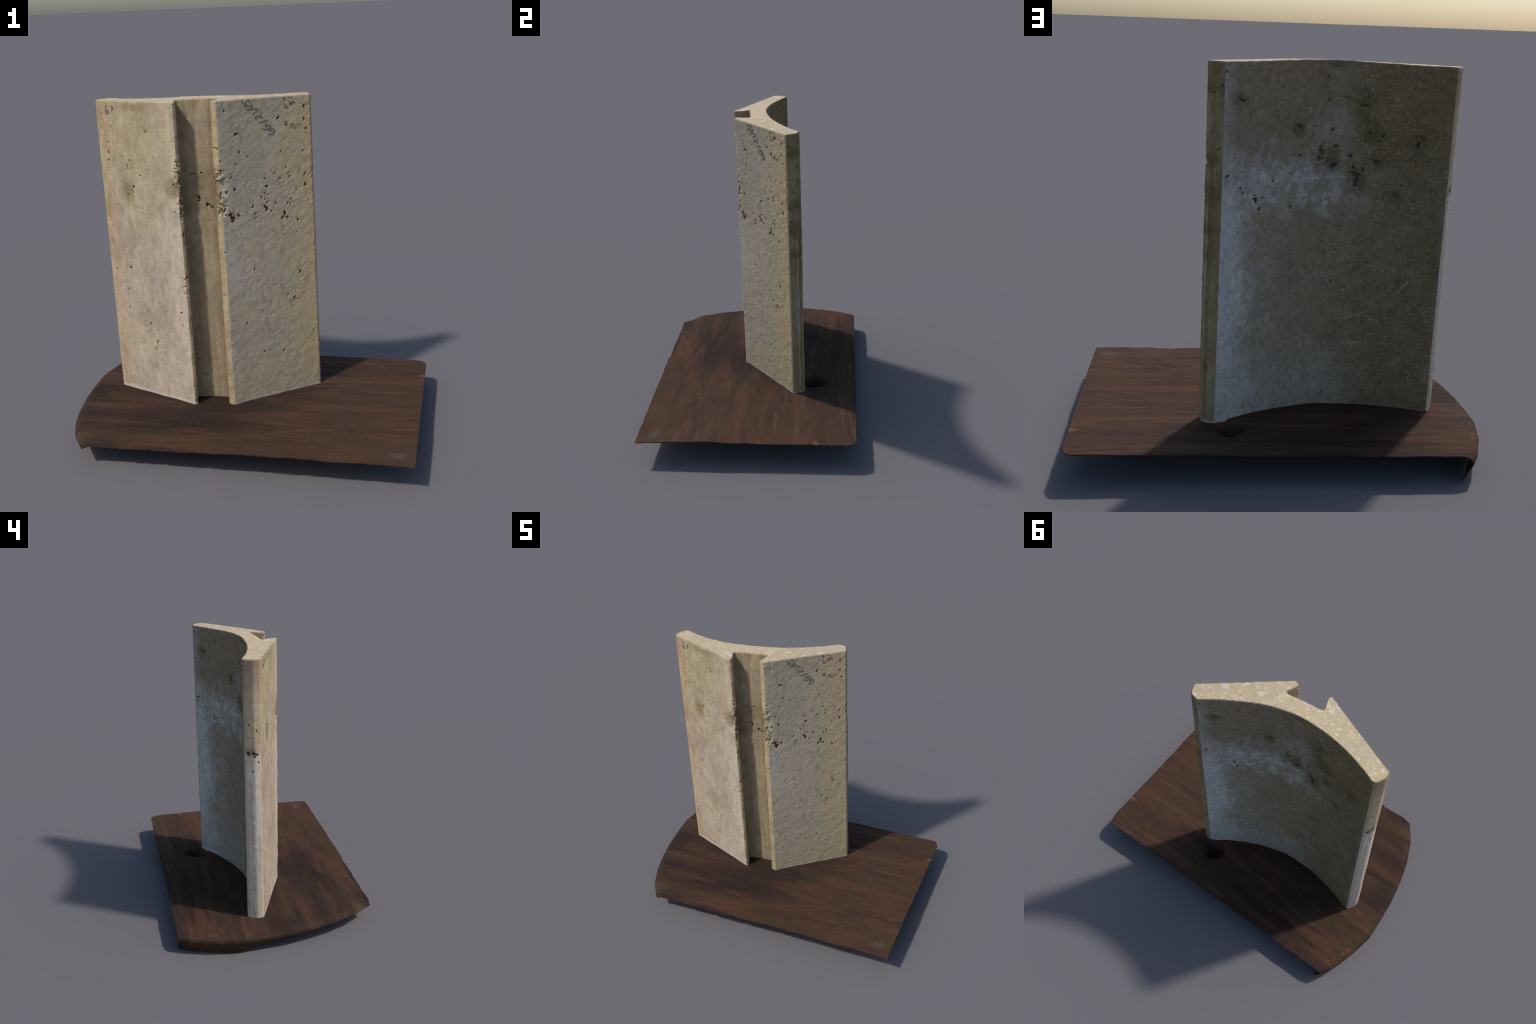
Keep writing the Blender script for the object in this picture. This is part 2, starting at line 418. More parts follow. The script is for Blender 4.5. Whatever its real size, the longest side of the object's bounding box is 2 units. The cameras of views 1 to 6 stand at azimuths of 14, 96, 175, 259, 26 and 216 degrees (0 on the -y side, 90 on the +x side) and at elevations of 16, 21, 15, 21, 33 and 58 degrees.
def mat_panel_right():
    M = Mat("rough_grey_concrete")
    tilt = M.map((1, 1, 1), rot=(0, .6, 0))
    n1 = M.noise(9, 4, .6, tilt)
    c = M.mix(M.step(n1, .36, .64), (.51, .43, .325), (.475, .42, .33))
    edge = M.step(M.add(M.x, M.mul(M.math("SUBTRACT", M.noise(9, 4), .5), .35)), .16, .36)
    c = M.mix(M.mul(edge, .8), c, (.57, .44, .265))
    rim = M.step(M.add(M.x, M.mul(M.math("SUBTRACT", M.noise(18, 4), .5), .05)), .34, .375)
    c = M.mix(M.mul(rim, .7), c, (.62, .48, .28))
    g = M.mul(M.blob((.02, -.05, 1.52), (.17, .4, .38), .5, 8, .7), .65)
    c = M.mix(g, c, (.405, .385, .305))
    p = M.mul(M.blob((-.02, -.08, .98), (.10, .4, .30), .5, 8, .8), .7)
    c = M.mix(p, c, (.54, .48, .41))
    low = M.step(M.z, .42, .2)
    c = M.mix(M.mul(low, .5), c, (.50, .405, .26))
    topdark = M.mul(M.step(M.z, 1.66, 1.82), M.step(M.x, .30, .15))
    c = M.mix(M.mul(topdark, .5), c, (.40, .335, .25))
    dark = M.step(M.noise(30, 4, .62, M.map((1, 1, .6), rot=(0, .5, 0), loc=(1, 4, 2))), .52, .72, 0, .5)
    c = M.mix(dark, c, (.27, .24, .18))
    c = M.mix(1.0, c, (.985, .965, .92), "MULTIPLY")
    c, h = concrete_common(M, c, .17, .40, True, .7)
    return M.finish(c, h, .16)

def mat_groove():
    M = Mat("stained_groove_concrete")
    n1 = M.noise(9, 4, .6, M.map((1, 1, .6)))
    c = M.mix(M.step(n1, .38, .64), (.48, .395, .27), (.375, .31, .21))
    c = M.mix(M.step(M.noise(5, 3, .5, M.map(loc=(2, 7, 3))), .5, .66, 0, .7), c, (.48, .40, .30))
    rim = M.mul(M.step(M.x, -.105, -.085), M.step(M.y, -.05, -.07))
    c = M.mix(M.mul(rim, .75), c, (.60, .49, .30))
    rust = M.mul(M.blob((-.285, -.11, 1.40), (.04, .06, .13), .5, 22, .5), .85)
    c = M.mix(rust, c, M.mix(M.step(M.noise(60, 3), .4, .6), (.30, .18, .06), (.17, .125, .06)))
    rust = M.mul(M.blob((-.285, -.11, 1.10), (.025, .05, .05), .5, 22, .5), .7)
    c = M.mix(rust, c, (.27, .19, .09))
    for z0 in (1.62, .62, .84):
        d = M.mul(M.blob((-.285, -.12, z0), (.02, .05, .035), .6, 24, .6), .6)
        c = M.mix(d, c, (.27, .21, .12))
    lowp = M.step(M.z, .6, .35)
    c = M.mix(M.mul(lowp, .4), c, (.45, .375, .26))
    grime = M.noise(13, 5, .66, M.map((1, 1, .7), loc=(3, 3, 8)))
    c = M.mix(M.step(grime, .48, .64, 0, .6), c, (.30, .235, .14))
    run = M.noise(1.0, 4, .6, M.map((26, 26, 1.6), loc=(0, 0, 4)))
    c = M.mix(M.step(run, .48, .66, 0, .55), c, (.29, .235, .165))
    strip = M.mul(M.step(M.add(M.x, M.mul(M.math("SUBTRACT", M.noise(9, 3), .5), .03)), -.150, -.125), M.step(M.y, -.035, -.025))
    c = M.mix(M.mul(strip, .5), c, (.29, .23, .15))
    band = M.mul(M.step(M.z, 1.18, 1.30), M.step(M.z, 1.62, 1.45))
    c = M.mix(M.mul(M.mul(band, M.step(grime, .36, .56)), .5), c, (.25, .195, .115))
    c = M.mix(1.0, c, (.92, .87, .81), "MULTIPLY")
    c, h = concrete_common(M, c, .2, .3, False, .7)
    return M.finish(c, h, .3)

def mat_inner():
    M = Mat("smooth_shade_darkened_concrete", .8)
    w = M.math("SUBTRACT", M.noise(5.5, 6, .66), .5)
    w2 = M.math("SUBTRACT", M.noise(13, 5, .7, M.map(loc=(4, 8, 1))), .5)
    u = M.add(M.x, M.add(M.mul(w, .5), M.mul(w2, .16)))
    c = M.mix(M.step(u, -.60, -.12), (.200, .147, .080), (.275, .222, .145))  # base tones darkened for the shade this back wall lies in
    c = M.mix(M.step(u, -.16, .26), c, (.375, .335, .27))
    c = M.mix(M.step(w2, -.02, .13, 0, .35), c, (.24, .205, .14))
    # the porous upper third is browner, over a ragged pale tide line
    zz = M.add(M.z, M.add(M.mul(w, .45), M.mul(w2, .25)))
    upz = M.step(zz, 1.36, 1.56)
    c = M.mix(M.mul(upz, .85), c, M.mix(M.step(u, -.45, -.1), (.215, .155, .072), (.255, .20, .13)))
    mid = M.blob((-.22, .1, 1.56), (.17, .5, .20), .5, 7, .9)
    c = M.mix(M.mul(mid, .55), c, (.36, .325, .27))
    tide = M.mul(M.step(zz, 1.08, 1.22), M.step(zz, 1.50, 1.34))
    blot = M.step(M.noise(15, 5, .7, M.map(loc=(1, 5, 9))), .40, .60, .25, 1)
    c = M.mix(M.mul(M.mul(M.mul(tide, blot), M.step(u, -.48, -.05)), .95), c, (.52, .515, .485))
    dark = M.mul(M.mul(M.step(u, .15, -.15), M.step(u, -.70, -.40)), M.mul(M.step(zz, .75, 1.0), M.step(zz, 1.30, 1.12)))
    c = M.mix(M.mul(dark, .4), c, (.25, .21, .14))
    pale = M.mul(M.step(M.add(M.z, M.mul(w2, .10)), 1.20, 1.16), M.step(M.add(M.x, M.add(M.mul(w, .25), M.mul(w2, .12))), .13, .24))
    c = M.mix(M.mul(pale, .85), c, (.57, .565, .555))
    strip = M.step(M.add(M.x, M.mul(w2, .05)), .225, .29)
    strip = M.mul(strip, M.step(M.z, 1.42, 1.18, .45, 1.0))
    c = M.mix(M.mul(strip, .7), c, (.56, .56, .55))
    base = M.mul(M.step(zz, .52, .34), M.step(u, -.45, -.15))
    c = M.mix(M.mul(base, .4), c, (.44, .42, .385))
    # brown halos round the larger voids
    for cx, cz, sx, sz in ((-.17, 1.425, .075, .09), (-.35, 1.32, .06, .08), (-.37, 1.68, .06, .07),
                           (-.63, 1.49, .06, .06), (.215, 1.685, .05, .04), (-.06, 1.55, .04, .045),
                           (-.43, 1.41, .09, .05), (-.44, 1.53, .08, .07), (-.235, 1.39, .04, .06),
                           (-.543, 1.246, .04, .04), (.28, 1.33, .03, .05), (-.24, 1.85, .05, .03)):
        hb = M.blob((cx, .15, cz), (sx * 1.45, .5, sz * 1.35), .9, 8, 1.0)
        c = M.mix(M.mul(hb, .85), c, (.125, .098, .045))
    # scuffs: pale specks and short strokes
    sp = M.noise(75, 3, .62, M.map((.8, 1, 1), loc=(9, 1, 4)))
    c = M.mix(M.step(sp, .58, .70, 0, .5), c, (.46, .43, .36))
    for ry, lx, th in ((.9, 2, .70), (-.6, 6, .70), (.2, 9, .71)):
        q = M.noise(70, 2, .5, M.map((.55, 1, 1.1), rot=(0, ry, 0), loc=(lx, 0, lx)), 1.2)
        c = M.mix(M.step(q, th - .08, th + .04, 0, .24), c, (.48, .455, .39))
    for x0, z0, a, ln in ((-.37, .62, -.32, .16), (-.47, .60, .45, .07), (-.37, .475, -.05, .11), (-.60, .78, -1.0, .09)):
        ca, sa = math.cos(a), math.sin(a)
        along = M.add(M.mul(M.math("SUBTRACT", M.x, x0), ca), M.mul(M.math("SUBTRACT", M.z, z0), sa))
        perp = M.add(M.mul(M.math("SUBTRACT", M.x, x0), -sa), M.mul(M.math("SUBTRACT", M.z, z0), ca))
        perp = M.add(perp, M.mul(M.math("SUBTRACT", M.noise(11, 3), .5), .05))
        line = M.mul(M.step(M.math("ABSOLUTE", perp), .007, .001), M.step(M.math("ABSOLUTE", along), ln * .55, ln * .4))
        c = M.mix(M.mul(line, .45), c, (.50, .475, .40))
    q = M.noise(48, 4, .7, M.map((1, 1, .8), rot=(0, .5, 0), loc=(6, 2, 7)))
    c = M.mix(M.step(q, .54, .68, 0, .55), c, M.mix(1.0, c, (1.5, 1.5, 1.55), "MULTIPLY"))
    c = M.mix(M.step(q, .46, .34, 0, .5), c, M.mix(1.0, c, (.68, .66, .60), "MULTIPLY"))
    cloud = M.noise(9, 5, .68, M.map(loc=(2, 9, 6)))
    c = M.mix(M.step(cloud, .48, .66, 0, .4), c, M.mix(1.0, c, (.72, .67, .59), "MULTIPLY"))
    c = M.mix(M.step(cloud, .46, .34, 0, .4), c, M.mix(1.0, c, (1.35, 1.35, 1.36), "MULTIPLY"))
    c, h = concrete_common(M, c, .26, .42, False, .5)
    return M.finish(c, h, .25)

def mat_edge_left():
    M = Mat("side_edge_grey_concrete")
    st = M.noise(16, 4, .6, M.map((1, 1, .10)))
    low = M.step(M.add(M.z, M.mul(M.math("SUBTRACT", M.noise(8, 4), .5), .35)), 1.36, 1.16)
    c = M.mix(low, (.47, .37, .26), (.60, .55, .495))  # lower tone lightened to show sun on the rounded bead
    c = M.mix(M.step(st, .45, .62, 0, .5), c, (.36, .305, .25))
    c = M.mix(M.step(M.noise(9, 4, .65), .50, .68, 0, .5), c, (.56, .48, .38))
    top = M.step(M.add(M.z, M.mul(M.math("SUBTRACT", M.noise(9, 4), .5), .2)), 1.62, 1.80)
    c = M.mix(M.mul(top, .6), c, (.26, .19, .135))
    hb = M.blob((-.80, .14, 1.285), (.2, .055, .05), .4, 25, .8)
    c = M.mix(M.mul(hb, .7), c, (.20, .165, .10))
    c = M.mix(1.0, c, (1.12, 1.08, 1.0), "MULTIPLY")
    c, h = concrete_common(M, c, .14, .25)
    return M.finish(c, h, .3)

def mat_edge_right():
    M = Mat("side_edge_olive_concrete")
    st = M.noise(16, 4, .6, M.map((1, 1, .15)))
    c = M.mix(M.step(st, .36, .64), (.41, .355, .235), (.34, .28, .165))
    c = M.mix(M.step(M.noise(7, 5, .65, M.map((1, 1, .7), loc=(4, 4, 4))), .46, .64, 0, .75), c, (.25, .195, .10))
    seam = M.step(M.noise(30, 3, .5, M.map((1, 1, .05), loc=(1, 9, 0))), .58, .70, 0, .3)
    c = M.mix(seam, c, (.45, .41, .30))
    wob = M.mul(M.math("SUBTRACT", M.noise(5, 4, .6, M.map((.01, .01, 1))), .5), .03)
    d = M.math("ABSOLUTE", M.math("SUBTRACT", M.add(M.y, wob), .300))
    c = M.mix(M.mul(M.step(d, .007, .002), M.step(M.z, 1.5, 1.1, 0, .55)), c, (.56, .53, .42))
    d = M.math("ABSOLUTE", M.math("SUBTRACT", M.add(M.y, wob), .312))
    c = M.mix(M.mul(M.step(d, .010, .003), .45), c, (.22, .165, .08))
    for z0, q in ((1.27, .08), (1.74, .06), (1.10, .04), (1.42, .04)):
        hb = M.blob((.34, .29, z0), (.2, .07, q), .6, 18, .8)
        c = M.mix(M.mul(hb, .7), c, (.17, .13, .055))
    c = M.mix(1.0, c, (.90, .85, .76), "MULTIPLY")
    c, h = concrete_common(M, c, .18, .25)
    return M.finish(c, h, .35)

def mat_top():
    M = Mat("cut_aggregate_face", .75)
    n1 = M.noise(7, 4, .55)
    c = M.mix(M.step(n1, .38, .62), (.64, .495, .295), (.57, .46, .305))
    # the right wing is a greyer pour, with a pale line where the two meet
    d = M.add(M.x, M.mul(M.y, -.35))
    right = M.step(M.add(d, M.mul(M.math("SUBTRACT", n1, .5), .03)), -.072, -.06)
    c = M.mix(M.mul(right, .7), c, (.545, .43, .28))
    rim = M.mul(M.step(d, -.13, -.09), M.step(d, -.062, -.075))
    c = M.mix(M.mul(rim, .6), c, (.72, .585, .39))
    for sc, th, keep, mixv in ((18, .38, .55, .85), (34, .38, .42, .78), (75, .40, .36, .6)):
        v = M.voro(sc, M.map((1, 1.15, .02), rot=(0, 0, .6), loc=(sc * .1, 0, 0)), rnd=1)
        r = M.n.new("ShaderNodeSeparateColor"); M.link(v.outputs["Color"], r.inputs[0])
        jag = M.add(v.outputs["Distance"], M.mul(M.math("SUBTRACT", M.noise(sc * 2.6, 4, .65), .5), .5))
        size = M.mul(r.outputs[1], .22)
        stone = M.step(M.math("SUBTRACT", jag, size), th * .55, th * .45)
        stone = M.mul(stone, M.step(r.outputs[0], keep, keep + .02))
        tone = M.mix(M.step(r.outputs[2], .75, .8), (.75, .68, .53), (.76, .53, .35))
        tone = M.mix(M.step(r.outputs[1], .80, .84), tone, (.66, .66, .63))
        c = M.mix(M.mul(stone, mixv), c, tone)
    blot = M.noise(26, 5, .68)
    c = M.mix(M.step(blot, .48, .66, 0, .5), c, (.47, .40, .23))
    c = M.mix(M.step(M.noise(14, 4, .6, M.map(loc=(3, 3, 3))), .52, .66, 0, .5), c, (.68, .50, .33))
    f = M.noise(120, 4, .65)
    c = M.mix(M.step(f, .42, .7, 0, .45), c, (.40, .33, .19))
    return M.finish(c, M.add(f, n1), .25)

def mat_void():
    M = Mat("painted_void_shadow", .95, .1)
    c = M.mix(M.noise(60, 3), (.085, .063, .038), (.24, .185, .115))  # dark brown paints the scan's shadow inside the pits
    return M.finish(c)

def mat_ink():
    M = Mat("marker_ink", .6)
    c = M.mix(M.noise(70, 3), (.085, .065, .07), (.20, .165, .155))
    return M.finish(c)

def mat_wood():
    M = Mat("dark_stained_wood", .8, .10)
    turn = (0, 0, math.radians(-3))
    g1 = M.noise(1.0, 5, .62, M.map((.8, 5.5, 4), rot=turn), .9)
    g2 = M.noise(1.0, 4, .6, M.map((1.6, 38, 10), rot=turn, loc=(3, 8, 0)), .5)
    c = M.mix(M.step(g1, .34, .66), (.034, .022, .0175), (.082, .045, .028))
    c = M.mix(M.step(g2, .44, .68, 0, .34), c, (.036, .022, .017))
    olive = M.step(M.noise(2.6, 4, .6, M.map((.6, 2.8, 1), loc=(2, 1, 0))), .47, .58, 0, .75)
    c = M.mix(olive, c, (.058, .041, .023))
    red = M.step(M.noise(2.6, 4, .6, M.map((.55, 3.2, 1), rot=turn, loc=(7, 3, 0))), .50, .64, 0, .6)
    c = M.mix(red, c, (.106, .050, .030))
    plum = M.step(M.noise(3.2, 4, .62, M.map((.6, 2.4, 1), loc=(1, 9, 0))), .51, .61, 0, .8)
    c = M.mix(plum, c, (.043, .0265, .024))
    pale = M.step(M.noise(1.0, 4, .6, M.map((1.1, 15, 4), rot=turn, loc=(5, 2, 0)), .6), .57, .68, 0, .55)
    c = M.mix(pale, c, (.130, .072, .043))
    # lighter and browner toward the right and front edge
    lift = M.step(M.add(M.x, M.mul(M.math("SUBTRACT", M.noise(3, 4), .5), .9)), .15, .95)
    c = M.mix(M.mul(lift, .32), c, (.095, .053, .031))
    fr = M.mul(M.step(M.y, -.35, -.62), M.step(M.noise(4, 4, .6, M.map((.6, 2, 1))), .40, .6))
    c = M.mix(M.mul(fr, .4), c, (.100, .052, .028))
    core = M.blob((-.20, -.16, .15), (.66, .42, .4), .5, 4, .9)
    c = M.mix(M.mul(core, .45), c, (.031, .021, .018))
    # rubbed and bleached spots, scratches
    c = M.mix(M.mul(M.blob((.93, -.56, .15), (.075, .05, .3), .8, 11, .95), .45), c, (.115, .108, .105))
    c = M.mix(M.mul(M.blob((.99, .415, .15), (.045, .026, .3), .5, 20, .8), .7), c, (.22, .105, .07))
    c = M.mix(M.mul(M.blob((-.80, -.57, .15), (.12, .08, .3), .7, 20, .9), .5), c, (.088, .060, .037))
    for x0, y0, a, ln in ((.72, .38, 1.15, .13), (.74, .52, 2.3, .09), (.80, .30, .25, .3), (.68, .30, .12, .22),
                          (.56, .20, 2.7, .12), (.42, -.36, .2, .3)):
        ca, sa = math.cos(a), math.sin(a)
        along = M.add(M.mul(M.math("SUBTRACT", M.x, x0), ca), M.mul(M.math("SUBTRACT", M.y, y0), sa))
        perp = M.add(M.mul(M.math("SUBTRACT", M.x, x0), -sa), M.mul(M.math("SUBTRACT", M.y, y0), ca))
        perp = M.add(perp, M.mul(M.math("SUBTRACT", M.noise(8, 2), .5), .05))
        line = M.mul(M.step(M.math("ABSOLUTE", perp), .005, .001), M.step(M.math("ABSOLUTE", along), ln * .5, ln * .4))
        c = M.mix(M.mul(line, .4), c, (.15, .088, .055))
    # cross-grain planing marks
    cross = M.noise(1.0, 3, .5, M.map((15, 2.4, 3), rot=(0, 0, .25), loc=(1, 2, 3)), .8)
    c = M.mix(M.step(cross, .54, .74, 0, .18), c, (.098, .054, .031))
    # pale dust specks
    v = M.voro(22, M.map((1, 1.4, .01)))
    r = M.n.new("ShaderNodeSeparateColor"); M.link(v.outputs["Color"], r.inputs[0])
    sp = M.mul(M.step(v.outputs["Distance"], .10, .05), M.step(r.outputs[0], .93, .95))
    c = M.mix(M.mul(sp, .6), c, (.24, .155, .11))
    # chipped pale nicks along the rounded left end
    for cx, cy, sx, sy in ((-.945, -.265, .006, .035), (-.93, -.31, .004, .02), (-.935, .42, .010, .012), (-.925, .46, .012, .008)):
        k = M.blob((cx, cy, .12), (sx, sy, .05), .5, 60, .5)
        c = M.mix(M.mul(k, .3), c, (.26, .19, .13))
    hole = M.blob((-.925, .405, .13), (.008, .008, .05), .2, 60, .4)
    c = M.mix(hole, c, (.03, .022, .018))
    c = M.mix(1.0, c, (.92, .89, .88), "MULTIPLY")
    return M.finish(c, M.add(M.mul(g1, .5), M.mul(g2, .3)), .25, .006)

# ------------------------------------------------------------- mesh tools --
def make_mesh(name, V, F, mats, slots=None, normals=None, smooth=True):
    me = bpy.data.meshes.new(name)
    V = np.asarray(V, np.float32); F = np.asarray(F, np.int32)
    k = F.shape[1]
    me.vertices.add(len(V)); me.vertices.foreach_set("co", V.ravel())
    me.loops.add(F.size); me.loops.foreach_set("vertex_index", F.ravel())
    me.polygons.add(len(F))
    me.polygons.foreach_set("loop_start", np.arange(0, F.size, k, dtype=np.int32))
    if slots is not None: me.polygons.foreach_set("material_index", np.asarray(slots, np.int32))
    for m in mats: me.materials.append(m)
    me.update(calc_edges=True); me.validate()
    me.polygons.foreach_set("use_smooth", np.full(len(me.polygons), smooth))
    if normals is not None: me.normals_split_custom_set_from_vertices(np.asarray(normals, float).tolist())
    return me

def place(name, me, parent=None, kind=None):
    ob = bpy.data.objects.new(name, me)
    bpy.context.scene.collection.objects.link(ob)
    if parent: ob.parent = parent; ob.location = -parent.location
    if kind: ob["kind"] = kind
    return ob

def grid_faces(nr, nc, flip):
    i = np.arange(nr - 1)[:, None] * nc + np.arange(nc - 1)[None, :]
    q = np.stack([i, i + 1, i + nc + 1, i + nc], -1).reshape(-1, 4)
    return q[:, ::-1] if flip else q

# -------------------------------------------------------- concrete pieces --
V3, N3, VOID, flipped = build_concrete()
segment = bpy.data.objects.new("concrete_channel_segment", None)
segment.location = (-.22, .07, .145)
segment["label"] = "pale concrete wall segment with curved back and dovetail groove"
segment["category"] = "concrete block"
bpy.context.scene.collection.objects.link(segment)

VOID_MAT = mat_void()
MATS = {"panel_right": mat_panel_right(), "panel_left": mat_panel_left(), "groove": mat_groove(),
        "inner": mat_inner(), "edge_left": mat_edge_left(), "edge_right": mat_edge_right()}
for name, a, b, key in REGION:
    c = region_cols(a, b)
    v = V3[:, c].reshape(-1, 3); n = N3[:, c].reshape(-1, 3)
    F = grid_faces(len(V3), len(c), True)
    if key == REGION[0][3]:
        # decide the winding once, from the first face against its normal
        e = v[F[5000]]
        FLIP = np.dot(np.cross(e[1] - e[0], e[2] - e[0]), n[F[5000][0]]) < 0
    if FLIP: F = F[:, ::-1]
    vd = VOID[:, c].reshape(-1)
    slots = (vd[F].sum(1) >= 2).astype(int)
    place(name, make_mesh(name, v, F, [MATS[key], VOID_MAT], slots, n), segment)

# the sawn top: the last ring filled with an even mesh, slightly crowned
ring = V3[-1].copy()
nr = len(ring)
gx, gy = np.meshgrid(np.arange(ring[:, 0].min(), ring[:, 0].max(), .007), np.arange(ring[:, 1].min(), ring[:, 1].max(), .007))
gp = np.c_[gx.ravel(), gy.ravel()] + rng.uniform(-.001, .001, (gx.size, 2))
a, b = ring[:, :2], np.roll(ring[:, :2], -1, 0)
hit = ((a[None, :, 1] > gp[:, None, 1]) != (b[None, :, 1] > gp[:, None, 1])) & (
    gp[:, None, 0] < (b[None, :, 0] - a[None, :, 0]) * (gp[:, None, 1] - a[None, :, 1]) / (b[None, :, 1] - a[None, :, 1] + 1e-12) + a[None, :, 0])
far = np.array([np.min(np.hypot(*(a - p).T)) for p in gp]) > .005
gp = gp[(hit.sum(1) % 2 == 1) & far]
edges = [(k, (k + 1) % nr) for k in range(nr)]
cv, _, cf, co, _, _ = delaunay_2d_cdt([Vector(p) for p in np.vstack([ring[:, :2], gp])], edges, [], 1, 1e-7)
xy = np.array([tuple(v) for v in cv])
cz = Z1 + crown_height(xy[:, 0], xy[:, 1]) + top_relief(xy[:, 0], xy[:, 1])
for k, o in enumerate(co):
    for q in o:
        if q < nr: cz[k] = ring[q, 2]
cap = np.c_[xy, cz]
tris = np.array([list(f) for f in cf if len(f) == 3])
e = cap[tris]
if np.cross(e[:, 1] - e[:, 0], e[:, 2] - e[:, 0])[:, 2].sum() < 0: tris = tris[:, ::-1]
place("cut_top_face", make_mesh("cut_top_face", cap, tris, [mat_top()]), segment)

# ----------------------------------------------------------- handwriting ---
DATE = [  # the date runs down the right panel at a slant, head down
    [(.048, 1.852), (.052, 1.842), (.061, 1.836), (.068, 1.84), (.07, 1.847), (.077, 1.851), (.086, 1.850)],
    [(.085, 1.841), (.096, 1.821), (.089, 1.816), (.074, 1.825), (.064, 1.827), (.061, 1.824), (.068, 1.809)],
    [(.119, 1.804), (.071, 1.801)], [(.123, 1.795), (.093, 1.774)],
    [(.13, 1.773), (.14, 1.754), (.127, 1.76), (.115, 1.763), (.108, 1.757), (.11, 1.75), (.117, 1.744)],
    [(.162, 1.738), (.139, 1.73), (.118, 1.728)],
    [(.161, 1.696), (.152, 1.711), (.158, 1.713), (.17, 1.708), (.179, 1.699), (.168, 1.69), (.155, 1.689),
     (.145, 1.691), (.137, 1.697)],
    [(.169, 1.673), (.178, 1.683), (.189, 1.687), (.193, 1.677), (.188, 1.663), (.177, 1.658), (.163, 1.664)]]
NOTE = [
    [(.246, 1.817), (.246, 1.793), (.26, 1.793), (.262, 1.80)], [(.269, 1.829), (.271, 1.809), (.282, 1.82), (.289, 1.826)],
    [(.273, 1.799), (.278, 1.808), (.286, 1.824), (.293, 1.811), (.295, 1.821)],
    [(.236, 1.847), (.249, 1.849), (.247, 1.84), (.239, 1.836)], [(.26, 1.848), (.267, 1.849)], [(.28, 1.849), (.272, 1.844)],
    [(.244, 1.718), (.256, 1.719), (.247, 1.707), (.24, 1.706), (.258, 1.701)],
    [(.283, 1.703), (.271, 1.702), (.276, 1.694), (.268, 1.689)], [(.30, 1.691), (.283, 1.682)],
    [(.286, 1.701), (.289, 1.698)], [(.291, 1.677), (.294, 1.675)], [(.307, 1.70), (.313, 1.701)]]
NUMBER = [
    [(-.733, 1.829), (-.741, 1.821), (-.745, 1.809), (-.747, 1.795), (-.742, 1.786), (-.735, 1.783), (-.727, 1.788),
     (-.723, 1.797), (-.728, 1.807), (-.735, 1.799), (-.739, 1.792)],
    [(-.712, 1.823), (-.705, 1.824), (-.698, 1.827), (-.695, 1.823), (-.697, 1.812), (-.699, 1.802), (-.702, 1.794)],
    [(-.708, 1.809), (-.686, 1.813)]]

def write(name, strokes, a, b, half, curved=True):
    """Lay each stroke on the panel as a flat, slightly raised ribbon of ink."""
    c = region_cols(a, b); zz = V3[:, c[len(c) // 2], 2]
    Vs, Fs = [], []
    for st in strokes:
        if curved and len(st) > 2: line = catmull(st, 10)
        else: line = np.vstack([np.linspace(p, q, 6, endpoint=False) for p, q in zip(st[:-1], st[1:])] + [st[-1]])
        P, Nn = [], []
        for x, z in line:
            r = int(np.argmin(np.abs(zz - z))); k = c[int(np.argmin(np.abs(V3[r, c, 0] - x)))]
            n = N3[max(0, r - 3):r + 4, k - 3:k + 4].reshape(-1, 3).mean(0); n /= np.linalg.norm(n)
            y = V3[max(0, r - 2):r + 3, k - 2:k + 3, 1].mean()
            P.append((x, np.interp(x, V3[r, [k - 4, k + 4], 0][np.argsort(V3[r, [k - 4, k + 4], 0])],
                                   V3[r, [k - 4, k + 4], 1][np.argsort(V3[r, [k - 4, k + 4], 0])]), z)); Nn.append(n)
        P = np.array(P); Nn = np.array(Nn)
        T = np.gradient(P, axis=0); T /= np.linalg.norm(T, axis=1)[:, None] + 1e-9
        side = np.cross(T, Nn); side /= np.linalg.norm(side, axis=1)[:, None] + 1e-9
        u = np.linspace(0, 1, len(P))
        w = half * (.75 + .35 * np.sin(u * math.pi) + .12 * np.sin(u * 23))[:, None]
        base = len(Vs) and sum(map(len, Vs))
        lift = Nn * .0022
        rows = np.stack([P - side * w - Nn * .003, P - side * w * .8 + lift, P + side * w * .8 + lift, P + side * w - Nn * .003], 1)
        Vs.append(rows.reshape(-1, 3))
        for i in range(len(P) - 1):
            q = base + i * 4
            for j in range(4):
                j2 = (j + 1) % 4
                Fs.append((q + j, q + j2, q + 4 + j2, q + 4 + j))
        for q in (base, base + (len(P) - 1) * 4): Fs.append((q, q + 1, q + 2, q + 3))
    return place(name, make_mesh(name, np.vstack(Vs), Fs, [INK], smooth=False), segment)

INK = mat_ink()
write("handwritten_date", DATE, "right_outer", "right_tip_out", .0026)
write("handwritten_note", NOTE, "right_outer", "right_tip_out", .0019, False)
write("handwritten_number", NUMBER, "left_tip_out", "left_outer", .0020)

